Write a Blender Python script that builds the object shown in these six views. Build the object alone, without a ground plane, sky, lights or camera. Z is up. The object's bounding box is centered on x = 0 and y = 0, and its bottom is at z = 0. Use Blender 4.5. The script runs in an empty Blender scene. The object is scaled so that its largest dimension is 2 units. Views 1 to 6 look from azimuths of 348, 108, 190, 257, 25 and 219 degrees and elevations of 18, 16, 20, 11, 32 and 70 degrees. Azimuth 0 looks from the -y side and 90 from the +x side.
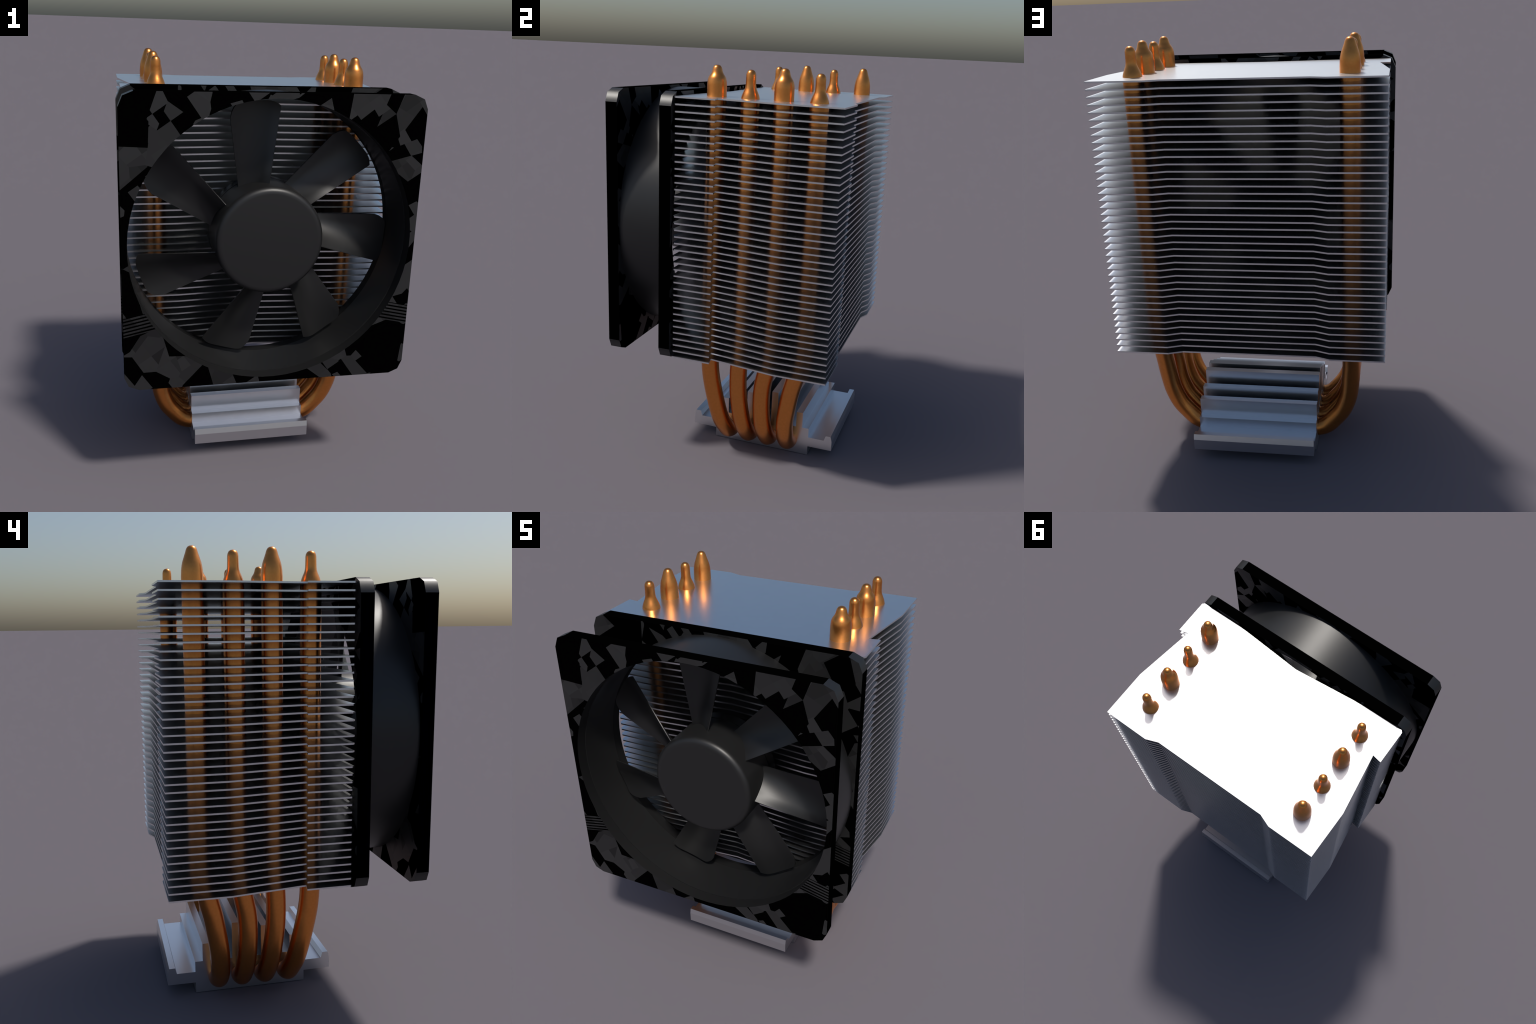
"""Tower-style processor cooler: stacked aluminium fins on four copper heat
pipes, an extruded aluminium contact base and a black seven-blade fan."""
import bpy, bmesh, math, random
from mathutils import Vector, Matrix

random.seed(7)

# ------------------------------------------------------------------ helpers
def obj_from_bm(bm, name, mats, parent=None, loc=(0, 0, 0), smooth_angle=None):
    me = bpy.data.meshes.new(name)
    bmesh.ops.recalc_face_normals(bm, faces=bm.faces)
    if smooth_angle is not None:
        for f in bm.faces:
            f.smooth = True
        lim = math.radians(smooth_angle)
        for e in bm.edges:
            if len(e.link_faces) == 2:
                fa, fb = e.link_faces
                e.smooth = (e.calc_face_angle(0.0) < lim
                            and fa.material_index == fb.material_index)
            else:
                e.smooth = False
    bm.to_mesh(me)
    bm.free()
    for m in mats:
        me.materials.append(m)
    ob = bpy.data.objects.new(name, me)
    bpy.context.scene.collection.objects.link(ob)
    ob.location = loc
    if parent:
        ob.parent = parent
    return ob


def empty(name, parent=None, loc=(0, 0, 0)):
    ob = bpy.data.objects.new(name, None)
    ob.empty_display_size = 0.1
    bpy.context.scene.collection.objects.link(ob)
    ob.location = loc
    if parent:
        ob.parent = parent
    return ob


def prism(bm, outline, vec, origin=(0, 0, 0), frame=None):
    """Extrude a planar outline (list of Vector) along vec, closed."""
    a = [bm.verts.new(p) for p in outline]
    b = [bm.verts.new(p + vec) for p in outline]
    n = len(outline)
    bm.faces.new(a)
    bm.faces.new(list(reversed(b)))
    for i in range(n):
        j = (i + 1) % n
        bm.faces.new((a[i], b[i], b[j], a[j]))


def catmull(points, steps):
    """Centripetal-ish Catmull-Rom through the control points."""
    out = []
    n = len(points)
    for i in range(n - 1):
        p0 = points[max(i - 1, 0)]
        p1 = points[i]
        p2 = points[i + 1]
        p3 = points[min(i + 2, n - 1)]
        for k in range(steps):
            t = k / steps
            t2, t3 = t * t, t * t * t
            out.append(0.5 * ((2 * p1) + (p2 - p0) * t
                              + (2 * p0 - 5 * p1 + 4 * p2 - p3) * t2
                              + (3 * p1 - p0 - 3 * p2 + p3) * t3))
    out.append(points[-1].copy())
    return out


def lerp_table(table, x):
    if x <= table[0][0]:
        return table[0][1]
    for (x0, y0), (x1, y1) in zip(table, table[1:]):
        if x <= x1:
            return y0 + (y1 - y0) * (x - x0) / (x1 - x0)
    return table[-1][1]


# ---------------------------------------------------------------- materials
def new_mat(name):
    m = bpy.data.materials.new(name)
    m.use_nodes = True
    nt = m.node_tree
    return m, nt, nt.nodes["Principled BSDF"]


def node(nt, kind, **kw):
    n = nt.nodes.new(kind)
    for k, v in kw.items():
        setattr(n, k, v)
    return n


def mat_aluminium():
    m, nt, b = new_mat("brushed_aluminium")
    tc = node(nt, "ShaderNodeTexCoord")
    no = node(nt, "ShaderNodeTexNoise")
    no.inputs["Scale"].default_value = 14.0
    no.inputs["Detail"].default_value = 4.0
    nt.links.new(tc.outputs["Object"], no.inputs["Vector"])
    ramp = node(nt, "ShaderNodeValToRGB")
    ramp.color_ramp.elements[0].color = (0.78, 0.79, 0.81, 1)
    ramp.color_ramp.elements[1].color = (0.82, 0.825, 0.84, 1)
    nt.links.new(no.outputs["Fac"], ramp.inputs["Fac"])
    nt.links.new(ramp.outputs["Color"], b.inputs["Base Color"])
    b.inputs["Metallic"].default_value = 1.0
    b.inputs["Roughness"].default_value = 0.30
    return m


def mat_copper():
    m, nt, b = new_mat("polished_copper")
    tc = node(nt, "ShaderNodeTexCoord")
    no = node(nt, "ShaderNodeTexNoise")
    no.inputs["Scale"].default_value = 90.0
    no.inputs["Detail"].default_value = 3.0
    nt.links.new(tc.outputs["Object"], no.inputs["Vector"])
    ramp = node(nt, "ShaderNodeValToRGB")
    ramp.color_ramp.elements[0].position = 0.3
    ramp.color_ramp.elements[0].color = (0.77, 0.285, 0.070, 1)
    ramp.color_ramp.elements[1].position = 0.7
    ramp.color_ramp.elements[1].color = (0.82, 0.305, 0.080, 1)
    nt.links.new(no.outputs["Fac"], ramp.inputs["Fac"])
    nt.links.new(ramp.outputs["Color"], b.inputs["Base Color"])
    b.inputs["Metallic"].default_value = 1.0
    b.inputs["Roughness"].default_value = 0.295
    return m


def mat_plastic():
    m, nt, b = new_mat("black_plastic")
    b.inputs["Base Color"].default_value = (0.0105, 0.0105, 0.0108, 1)
    b.inputs["Roughness"].default_value = 0.42
    b.inputs["Specular IOR Level"].default_value = 0.5
    return m


def mat_bore():
    m, nt, b = new_mat("bore_shade_darkened_plastic")
    b.inputs["Base Color"].default_value = (0.0075, 0.0075, 0.0078, 1)  # plastic darkened for the dim bore band, dulled to hide fin reflections
    b.inputs["Roughness"].default_value = 0.6
    b.inputs["Specular IOR Level"].default_value = 0.25
    return m


def mat_unlit_edge():
    m, nt, b = new_mat("edge_painted_unlit_black")
    b.inputs["Base Color"].default_value = (0.0006, 0.0006, 0.0006, 1)  # near-zero colour bakes in the lost shading of overlapping rim faces
    b.inputs["Roughness"].default_value = 0.9
    b.inputs["Specular IOR Level"].default_value = 0.0
    return m


def mat_shards():
    """Grey flange plastic, painted with the black shards of coincident-face shading."""
    m, nt, b = new_mat("flange_painted_black_shards")
    L = nt.links
    tc = node(nt, "ShaderNodeTexCoord")
    oi = node(nt, "ShaderNodeObjectInfo")
    add = node(nt, "ShaderNodeVectorMath", operation="ADD")
    L.new(tc.outputs["Object"], add.inputs[0])
    L.new(oi.outputs["Location"], add.inputs[1])

    sx = node(nt, "ShaderNodeSeparateXYZ")
    L.new(add.outputs[0], sx.inputs[0])
    flat = node(nt, "ShaderNodeCombineXYZ")          # face plane as 2D
    L.new(sx.outputs[0], flat.inputs[0])
    shift = node(nt, "ShaderNodeMath", operation="MULTIPLY_ADD")
    ysep = node(nt, "ShaderNodeSeparateXYZ")
    L.new(oi.outputs["Location"], ysep.inputs[0])
    L.new(ysep.outputs[1], shift.inputs[0])
    shift.inputs[1].default_value = 2.3
    L.new(sx.outputs[2], shift.inputs[2])
    L.new(shift.outputs[0], flat.inputs[1])

    def math_node(op, a, b=None):
        n = node(nt, "ShaderNodeMath", operation=op)
        for k, v in enumerate((a, b)):
            if v is None:
                continue
            if isinstance(v, (int, float)):
                n.inputs[k].default_value = v
            else:
                L.new(v, n.inputs[k])
        return n.outputs[0]

    def star_shards(scale, wedges, seed):
        """Every cell is cut into wedges that radiate from its centre."""
        vo = node(nt, "ShaderNodeTexVoronoi", voronoi_dimensions="2D")
        vo.inputs["Scale"].default_value = scale
        mp = node(nt, "ShaderNodeMapping")
        mp.inputs["Location"].default_value = (seed, seed * 0.37, 0)
        mp.inputs["Rotation"].default_value = (0, 0, seed)
        L.new(flat.outputs[0], mp.inputs["Vector"])
        L.new(mp.outputs[0], vo.inputs["Vector"])
        d = node(nt, "ShaderNodeVectorMath", operation="SUBTRACT")
        L.new(mp.outputs[0], d.inputs[0])
        L.new(vo.outputs["Position"], d.inputs[1])
        ds = node(nt, "ShaderNodeSeparateXYZ")
        L.new(d.outputs[0], ds.inputs[0])
        ang = math_node("ARCTAN2", ds.outputs[1], ds.outputs[0])
        step = math_node("FLOOR", math_node("MULTIPLY", ang, wedges / (2 * math.pi)))
        wn = node(nt, "ShaderNodeTexWhiteNoise", noise_dimensions="4D")
        L.new(vo.outputs["Color"], wn.inputs["Vector"])
        L.new(step, wn.inputs["W"])
        sc = node(nt, "ShaderNodeSeparateColor")
        L.new(vo.outputs["Color"], sc.inputs[0])
        return wn.outputs["Value"], sc.outputs[0]

    w1, c1 = star_shards(4.2, 5.0, 1.3)
    w2, c2 = star_shards(9.0, 4.0, 4.1)
    fine = math_node("GREATER_THAN", c1, 0.50)         # where small facets rule
    big = math_node("GREATER_THAN", w1, 0.66)
    small = math_node("GREATER_THAN", w2, 0.50)
    sel = math_node("ADD", math_node("MULTIPLY", big, math_node("SUBTRACT", 1.0, fine)),
                    math_node("MULTIPLY", small, fine))
    # moire shading drawn as flat stripes, lower left and right
    oxz = node(nt, "ShaderNodeSeparateXYZ")
    L.new(tc.outputs["Object"], oxz.inputs[0])
    ax = math_node("ABSOLUTE", oxz.outputs[0])
    slant = math_node("ADD", oxz.outputs[2], math_node("MULTIPLY", ax, 0.22))
    inside = math_node("MULTIPLY", math_node("GREATER_THAN", slant, -0.255),
                       math_node("LESS_THAN", slant, -0.165))
    inside = math_node("MULTIPLY", inside, math_node("GREATER_THAN", ax, 0.50))
    inside = math_node("MULTIPLY", inside, math_node("LESS_THAN", oxz.outputs[1], 0.02))
    moire_stripes = math_node("GREATER_THAN", math_node("SINE", math_node("MULTIPLY", slant, 390.0)), -0.1)
    xor_out = math_node("ADD", math_node("MULTIPLY", moire_stripes, inside),
                        math_node("MULTIPLY", sel, math_node("SUBTRACT", 1.0, inside)))
    # a few grey shards are tinted half as bright
    dim = node(nt, "ShaderNodeMapRange")
    dim.inputs["To Min"].default_value = 0.55
    dim.inputs["To Max"].default_value = 1.15
    L.new(w2, dim.inputs["Value"])
    fac = node(nt, "ShaderNodeMath", operation="MULTIPLY")
    L.new(xor_out, fac.inputs[0])
    L.new(dim.outputs[0], fac.inputs[1])
    mix = node(nt, "ShaderNodeMix", data_type="RGBA")
    mix.inputs[6].default_value = (0.0006, 0.0006, 0.0006, 1)
    mix.inputs[7].default_value = (0.017, 0.017, 0.0175, 1)
    L.new(fac.outputs[0], mix.inputs[0])
    L.new(mix.outputs[2], b.inputs["Base Color"])
    sp = node(nt, "ShaderNodeMath", operation="MULTIPLY")
    L.new(fac.outputs[0], sp.inputs[0])
    sp.inputs[1].default_value = 0.45
    L.new(sp.outputs[0], b.inputs["Specular IOR Level"])
    b.inputs["Roughness"].default_value = 0.4
    return m


BORE = mat_bore()
ALU, COPPER, PLASTIC, UNLIT_EDGE, SHARDS = (mat_aluminium(), mat_copper(), mat_plastic(),
                                     mat_unlit_edge(), mat_shards())

# ------------------------------------------------------------------- root
CX = 0.0055                       # heat sink centre line in x
root = empty("processor_cooler", loc=(0, 0, 0))
root["label"] = "tower processor cooler with aluminium fins, copper heat pipes, black fan"
root["category"] = "computer cooler"

# ------------------------------------------------------------------- fins
FIN_COUNT, FIN_T = 40, 0.0070
FIN_TOP, FIN_LOW = 1.8562, 0.5845
half = [                           # right half of the outline, back to front
    (0.3180, 0.5400), (0.3840, 0.5650), (0.6355, 0.5645), (0.6360, 0.3030),
    (0.5860, -0.0310), (0.6355, -0.0215), (0.6355, -0.2150), (0.6260, -0.2250),
    (0.3850, -0.2235),
]
outline = [Vector((x, y, 0)) for x, y in half] + [Vector((0, -0.1895, 0))]
outline += [Vector((-x, y, 0)) for x, y in reversed(half)]
bm = bmesh.new()
prism(bm, outline, Vector((0, 0, FIN_T)))
pitch = (FIN_TOP - FIN_T - FIN_LOW) / (FIN_COUNT - 1)
fin = obj_from_bm(bm, "fin", [ALU], root, (CX, 0, FIN_LOW))
for i in range(1, FIN_COUNT):
    f = fin.copy()
    f.location = (CX, 0, FIN_LOW + pitch * i)
    bpy.context.scene.collection.objects.link(f)

# ------------------------------------------------------------------- base
YB = 0.1575                        # base centre line in y
BX = 0.2995                        # half length along x
fins_on_base = [(-0.2100, 0.239), (-0.1395, 0.270), (-0.0695, 0.301), (0.0, 0.332),
                (0.0695, 0.328), (0.1395, 0.271), (0.2100, 0.239)]
FLOOR, FW = 0.1535, 0.01725
prof = [(-0.2625, 0.0), (-0.2625, 0.0500), (-0.3915, 0.0510), (-0.3910, 0.1040),
        (-0.3840, 0.1315), (-0.3570, 0.1315), (-0.3490, 0.1030), (-0.2630, 0.1030),
        (-0.2630, 0.1535), (-0.2270, 0.1535)]
prof = prof[:-1]
top = [(-0.2272, FLOOR)]
for y, z in fins_on_base:
    top += [(y - FW, FLOOR), (y - FW, z), (y + FW, z), (y + FW, FLOOR)]
top = top[1:]
mirror = [(-y, z) for y, z in reversed(prof)]
prof = prof + top + mirror
bm = bmesh.new()
prism(bm, [Vector((-BX, y, z)) for y, z in prof], Vector((2 * BX, 0, 0)))
base = obj_from_bm(bm, "base_block", [ALU], root, (CX, YB, 0))

# ------------------------------------------------------------- heat pipes
PIPE_R = 0.0445
XR, XL = 0.4805, -0.4677
# sideways path of the bend: (distance from centre line, height)
bend = [(0.4741, 0.72), (0.4741, 0.60), (0.4735, 0.51), (0.4715, 0.44), (0.4665, 0.36),
        (0.4545, 0.265), (0.4265, 0.186), (0.3890, 0.132), (0.3520, 0.0920),
        (0.3250, 0.0760), (0.2980, 0.0690), (0.2400, 0.0680), (0.0, 0.0680)]
# front-to-back position of each pipe against height
drift = [
    [(0.068, -0.0150), (0.13, -0.0210), (0.19, -0.030), (0.26, -0.040), (0.32, -0.051),
     (0.385, -0.064), (0.45, -0.0745), (0.51, -0.0795), (0.60, -0.081), (0.72, -0.0803)],
    [(0.068, 0.0965), (0.13, 0.0955), (0.19, 0.093), (0.26, 0.087), (0.32, 0.080),
     (0.385, 0.0757), (0.45, 0.0748), (0.51, 0.0762), (0.60, 0.081), (0.72, 0.0853)],
    [(0.068, 0.2060), (0.13, 0.205), (0.19, 0.2045), (0.26, 0.2035), (0.32, 0.2015),
     (0.385, 0.2025), (0.45, 0.2085), (0.51, 0.2205), (0.60, 0.236), (0.72, 0.2457)],
    [(0.068, 0.3150), (0.13, 0.317), (0.19, 0.323), (0.26, 0.3285), (0.32, 0.3365),
     (0.385, 0.3475), (0.45, 0.3590), (0.51, 0.375), (0.60, 0.396), (0.72, 0.4115)],
]
# closed pipe ends, (height, radius): crimped shoulders on one end, drawn pin on the other
shoulder_tip = [(1.8600, 0.0460), (1.9110, 0.0455), (1.9250, 0.0443), (1.9380, 0.0420),
                (1.9470, 0.0385), (1.9550, 0.0330), (1.9620, 0.0285), (1.9700, 0.0252),
                (1.9790, 0.0228), (1.9880, 0.0205), (1.9945, 0.0160), (1.9985, 0.0095),
                (2.0000, 0.0)]
cone_tip = [(1.8800, 0.0448), (1.9050, 0.0435), (1.9200, 0.0415), (1.9350, 0.0384),
            (1.9480, 0.0342), (1.9600, 0.0300), (1.9720, 0.0258), (1.9820, 0.0230),
            (1.9890, 0.0200), (1.9945, 0.0160), (1.9985, 0.0095), (2.0000, 0.0)]
pin_tip = [(1.8400, 0.0445), (1.8560, 0.0430), (1.8660, 0.0412), (1.8760, 0.0380),
           (1.8870, 0.0335), (1.8980, 0.0285), (1.9080, 0.0253), (1.9200, 0.0238),
           (1.9400, 0.0231), (1.9620, 0.0228), (1.9720, 0.0208), (1.9795, 0.0165),
           (1.9842, 0.0100), (1.9862, 0.0)]


def tip_rings(x, y, table):
    return [(Vector((x, y, z)), r) for z, r in table]


def pipe_rings(row, fat_on_right):
    dy = drift[row]

    def leg(side, x_top):
        pts = []
        for d, z in bend:
            x = CX + side * d if z < 0.7 else x_top
            pts.append(Vector((x, lerp_table(dy, z), z)))
        top_y = dy[-1][1]
        return [Vector((x_top, top_y, 1.0)), Vector((x_top, top_y, 0.85))] + pts, top_y

    right, ty = leg(1, XR)
    left, _ = leg(-1, XL)
    spine = catmull(right + list(reversed(left[:-1])), 6)
    tr = shoulder_tip if fat_on_right else pin_tip
    tl = pin_tip if fat_on_right else cone_tip
    rings = [(p, PIPE_R) for p in spine]
    up_r = tip_rings(XR, ty, tr)
    up_l = tip_rings(XL, ty, tl)
    return list(reversed(up_r)) + rings + up_l


SEG = 28
for row in range(4):
    rings = pipe_rings(row, row % 2 == 0)
    bm = bmesh.new()
    prev, n = None, len(rings)
    for i, (p, r) in enumerate(rings):
        a = rings[max(i - 1, 0)][0]
        c = rings[min(i + 1, n - 1)][0]
        t = (c - a).normalized()
        side = Vector((0, 1, 0))
        u = (side - t * side.dot(t)).normalized()
        v = t.cross(u)
        if r < 1e-6:
            ring = [bm.verts.new(p)]
        else:
            ring = [bm.verts.new(p + (u * math.cos(2 * math.pi * k / SEG)
                                      + v * math.sin(2 * math.pi * k / SEG)) * r)
                    for k in range(SEG)]
        if prev:
            for k in range(SEG):
                k2 = (k + 1) % SEG
                if len(prev) == 1:
                    bm.faces.new((prev[0], ring[k], ring[k2]))
                elif len(ring) == 1:
                    bm.faces.new((prev[k], ring[0], prev[k2]))
                else:
                    bm.faces.new((prev[k], ring[k], ring[k2], prev[k2]))
        prev = ring
    obj_from_bm(bm, "heat_pipe", [COPPER], root, smooth_angle=60)

# -------------------------------------------------------------------- fan
ZC = 1.2202                        # fan axis height
fan = empty("fan", root, (0, 0, ZC))
HALF, R_IN, R_OUT = 0.6535, 0.6305, 0.6435
FLANGE_T = 0.0585
corner = [(0.6535, 0.5920), (0.6350, 0.6350), (0.5910, 0.6535)]


def flange_outline():
    pts = []
    for q in range(4):
        a = q * math.pi / 2
        for x, z in corner:
            pts.append((x * math.cos(a) - z * math.sin(a), x * math.sin(a) + z * math.cos(a)))
    return pts


def ray_to_outline(ang, pts):
    d = (math.cos(ang), math.sin(ang))
    best = None
    for (x0, z0), (x1, z1) in zip(pts, pts[1:] + pts[:1]):
        ex, ez = x1 - x0, z1 - z0
        den = d[0] * ez - d[1] * ex
        if abs(den) < 1e-9:
            continue
        t = (x0 * ez - z0 * ex) / den
        s = (x0 * d[1] - z0 * d[0]) / den
        if t > 0 and -1e-6 <= s <= 1 + 1e-6 and (best is None or t < best):
            best = t
    return best * d[0], best * d[1]


def build_flange():
    pts = flange_outline()
    angs = sorted([math.atan2(z, x) % (2 * math.pi) for x, z in pts]
                  + [2 * math.pi * (k + 0.5) / 72 for k in range(72)])
    bm = bmesh.new()
    rows = []
    for a in angs:
        ox, oz = ray_to_outline(a, pts)
        ix, iz = R_IN * math.cos(a), R_IN * math.sin(a)
        rows.append([bm.verts.new(c) for c in (
            (ox, 0, oz), (ix, 0, iz), (ix, FLANGE_T, iz), (ox, FLANGE_T, oz))])
    n = len(rows)
    for i in range(n):
        a, b = rows[i], rows[(i + 1) % n]
        mid = (angs[i] + ((angs[(i + 1) % n] - angs[i]) % (2 * math.pi)) / 2)
        off = abs((math.degrees(mid) % 90) - 45)
        bm.faces.new((a[0], b[0], b[1], a[1])).material_index = 0     # front
        bm.faces.new((a[1], b[1], b[2], a[2])).material_index = 3     # bore
        bm.faces.new((a[2], b[2], b[3], a[3])).material_index = 0     # back
        f = bm.faces.new((a[3], b[3], b[0], a[0]))                    # rim
        f.material_index = 1 if off < 2.9 else 2
    return bm


front = obj_from_bm(build_flange(), "fan_flange", [SHARDS, PLASTIC, UNLIT_EDGE, BORE], fan,
                    (0, -0.5645, 0), smooth_angle=55)
rear = front.copy()
rear.location = (0, -0.2885, 0)
bpy.context.scene.collection.objects.link(rear)


def lathe(bm, prof, seg, closed_profile=False):
    """Spin (radius, y) points round the fan axis."""
    rings = []
    for r, y in prof:
        if r < 1e-6:
            rings.append([bm.verts.new((0, y, 0))])
        else:
            rings.append([bm.verts.new((r * math.cos(2 * math.pi * k / seg), y,
                                        r * math.sin(2 * math.pi * k / seg)))
                          for k in range(seg)])
    pairs = list(zip(rings, rings[1:]))
    if closed_profile:
        pairs.append((rings[-1], rings[0]))
    for a, b in pairs:
        for k in range(seg):
            j = (k + 1) % seg
            if len(a) == 1:
                bm.faces.new((a[0], b[j], b[k]))
            elif len(b) == 1:
                bm.faces.new((a[k], a[j], b[0]))
            else:
                bm.faces.new((a[k], a[j], b[j], b[k]))


bm = bmesh.new()
lathe(bm, [(0.6270, -0.507), (R_OUT, -0.507), (R_OUT, -0.2875), (0.6270, -0.2875)], 72, True)
obj_from_bm(bm, "fan_shroud", [PLASTIC], fan, smooth_angle=40)

# hub: rounded cap
hub_prof = [(0.0, -0.5020), (0.2150, -0.5020)]
for k in range(1, 7):
    a = k / 6 * math.pi / 2
    hub_prof.append((0.2180 + 0.0280 * math.sin(a), -0.4740 - 0.0280 * math.cos(a)))
hub_prof += [(0.2465, -0.2950), (0.2200, -0.2940), (0.0, -0.2940)]
bm = bmesh.new()
lathe(bm, hub_prof, 64)
obj_from_bm(bm, "fan_hub", [PLASTIC], fan, smooth_angle=50)

bm = bmesh.new()
lathe(bm, [(0.0, -0.2900), (0.2480, -0.2900), (0.2480, -0.2350), (0.0, -0.2350)], 36)
obj_from_bm(bm, "motor_mount", [PLASTIC], fan, smooth_angle=40)

# blades: span from hub to tip, chord from leading (front) to trailing edge
BLADE_T = 0.011


def blade_point(s, c, y_root):
    """s: 0 root..1 tip, c: 0 leading..1 trailing -> point."""
    r_tip = 0.600
    for edge, amount in ((c, 0.018), (1 - c, 0.055)):   # rounded outer corners
        if edge < 0.25:
            r_tip -= amount * (1 - edge / 0.25) ** 2.2
    ends = []
    for r, lead, trail, y0, y1, bulge in ((0.235, 0.5, 31.5, y_root, -0.339, 0.004),
                                          (r_tip, -5.0, 18.6, -0.352, -0.345, 0.018)):
        a = math.radians(lead + (trail - lead) * c)
        y = y0 + (y1 - y0) * (1 - (1 - c) ** 2) + bulge * math.sin(math.pi * c)
        ends.append(Vector((r * math.cos(a), y, r * math.sin(a))))
    return ends[0].lerp(ends[1], s)


def build_blade(y_root):
    ns, nc = 20, 16
    bm = bmesh.new()
    grid = [[None] * (nc + 1) for _ in range(ns + 1)]
    for i in range(ns + 1):
        for j in range(nc + 1):
            grid[i][j] = blade_point(i / ns, j / nc, y_root)
    def skin(off):
        return [[bm.verts.new(grid[i][j] + off(i, j)) for j in range(nc + 1)] for i in range(ns + 1)]
    def nrm(i, j):
        du = grid[min(i + 1, ns)][j] - grid[max(i - 1, 0)][j]
        dv = grid[i][min(j + 1, nc)] - grid[i][max(j - 1, 0)]
        return du.cross(dv).normalized()
    def half_t(i, j):
        c = j / nc
        return BLADE_T / 2 * min(1.0, 0.35 + 5.0 * min(c, 1 - c))
    A = skin(lambda i, j: nrm(i, j) * half_t(i, j))
    B = skin(lambda i, j: nrm(i, j) * -half_t(i, j))
    for i in range(ns):
        for j in range(nc):
            bm.faces.new((A[i][j], A[i + 1][j], A[i + 1][j + 1], A[i][j + 1]))
            bm.faces.new((B[i][j], B[i][j + 1], B[i + 1][j + 1], B[i + 1][j]))
    for i in range(ns):
        bm.faces.new((A[i][0], B[i][0], B[i + 1][0], A[i + 1][0]))
        bm.faces.new((A[i][nc], A[i + 1][nc], B[i + 1][nc], B[i][nc]))
    for j in range(nc):
        bm.faces.new((A[0][j], A[0][j + 1], B[0][j + 1], B[0][j]))
        bm.faces.new((A[ns][j], B[ns][j], B[ns][j + 1], A[ns][j + 1]))
    return bm


# the rotor is hand-spun: blades differ a little in turn and root depth
turn = [0.0, 0.5, 1.5, 2.8, 2.4, 3.1, -0.3]
root_depth = [-0.424, -0.430, -0.450, -0.452, -0.440, -0.448, -0.436]
for k in range(7):
    b = obj_from_bm(build_blade(root_depth[k]), "fan_blade", [PLASTIC], fan, smooth_angle=60)
    b.rotation_euler = (0, -math.radians(89.1 + 360.0 / 7 * k + turn[k]), 0)
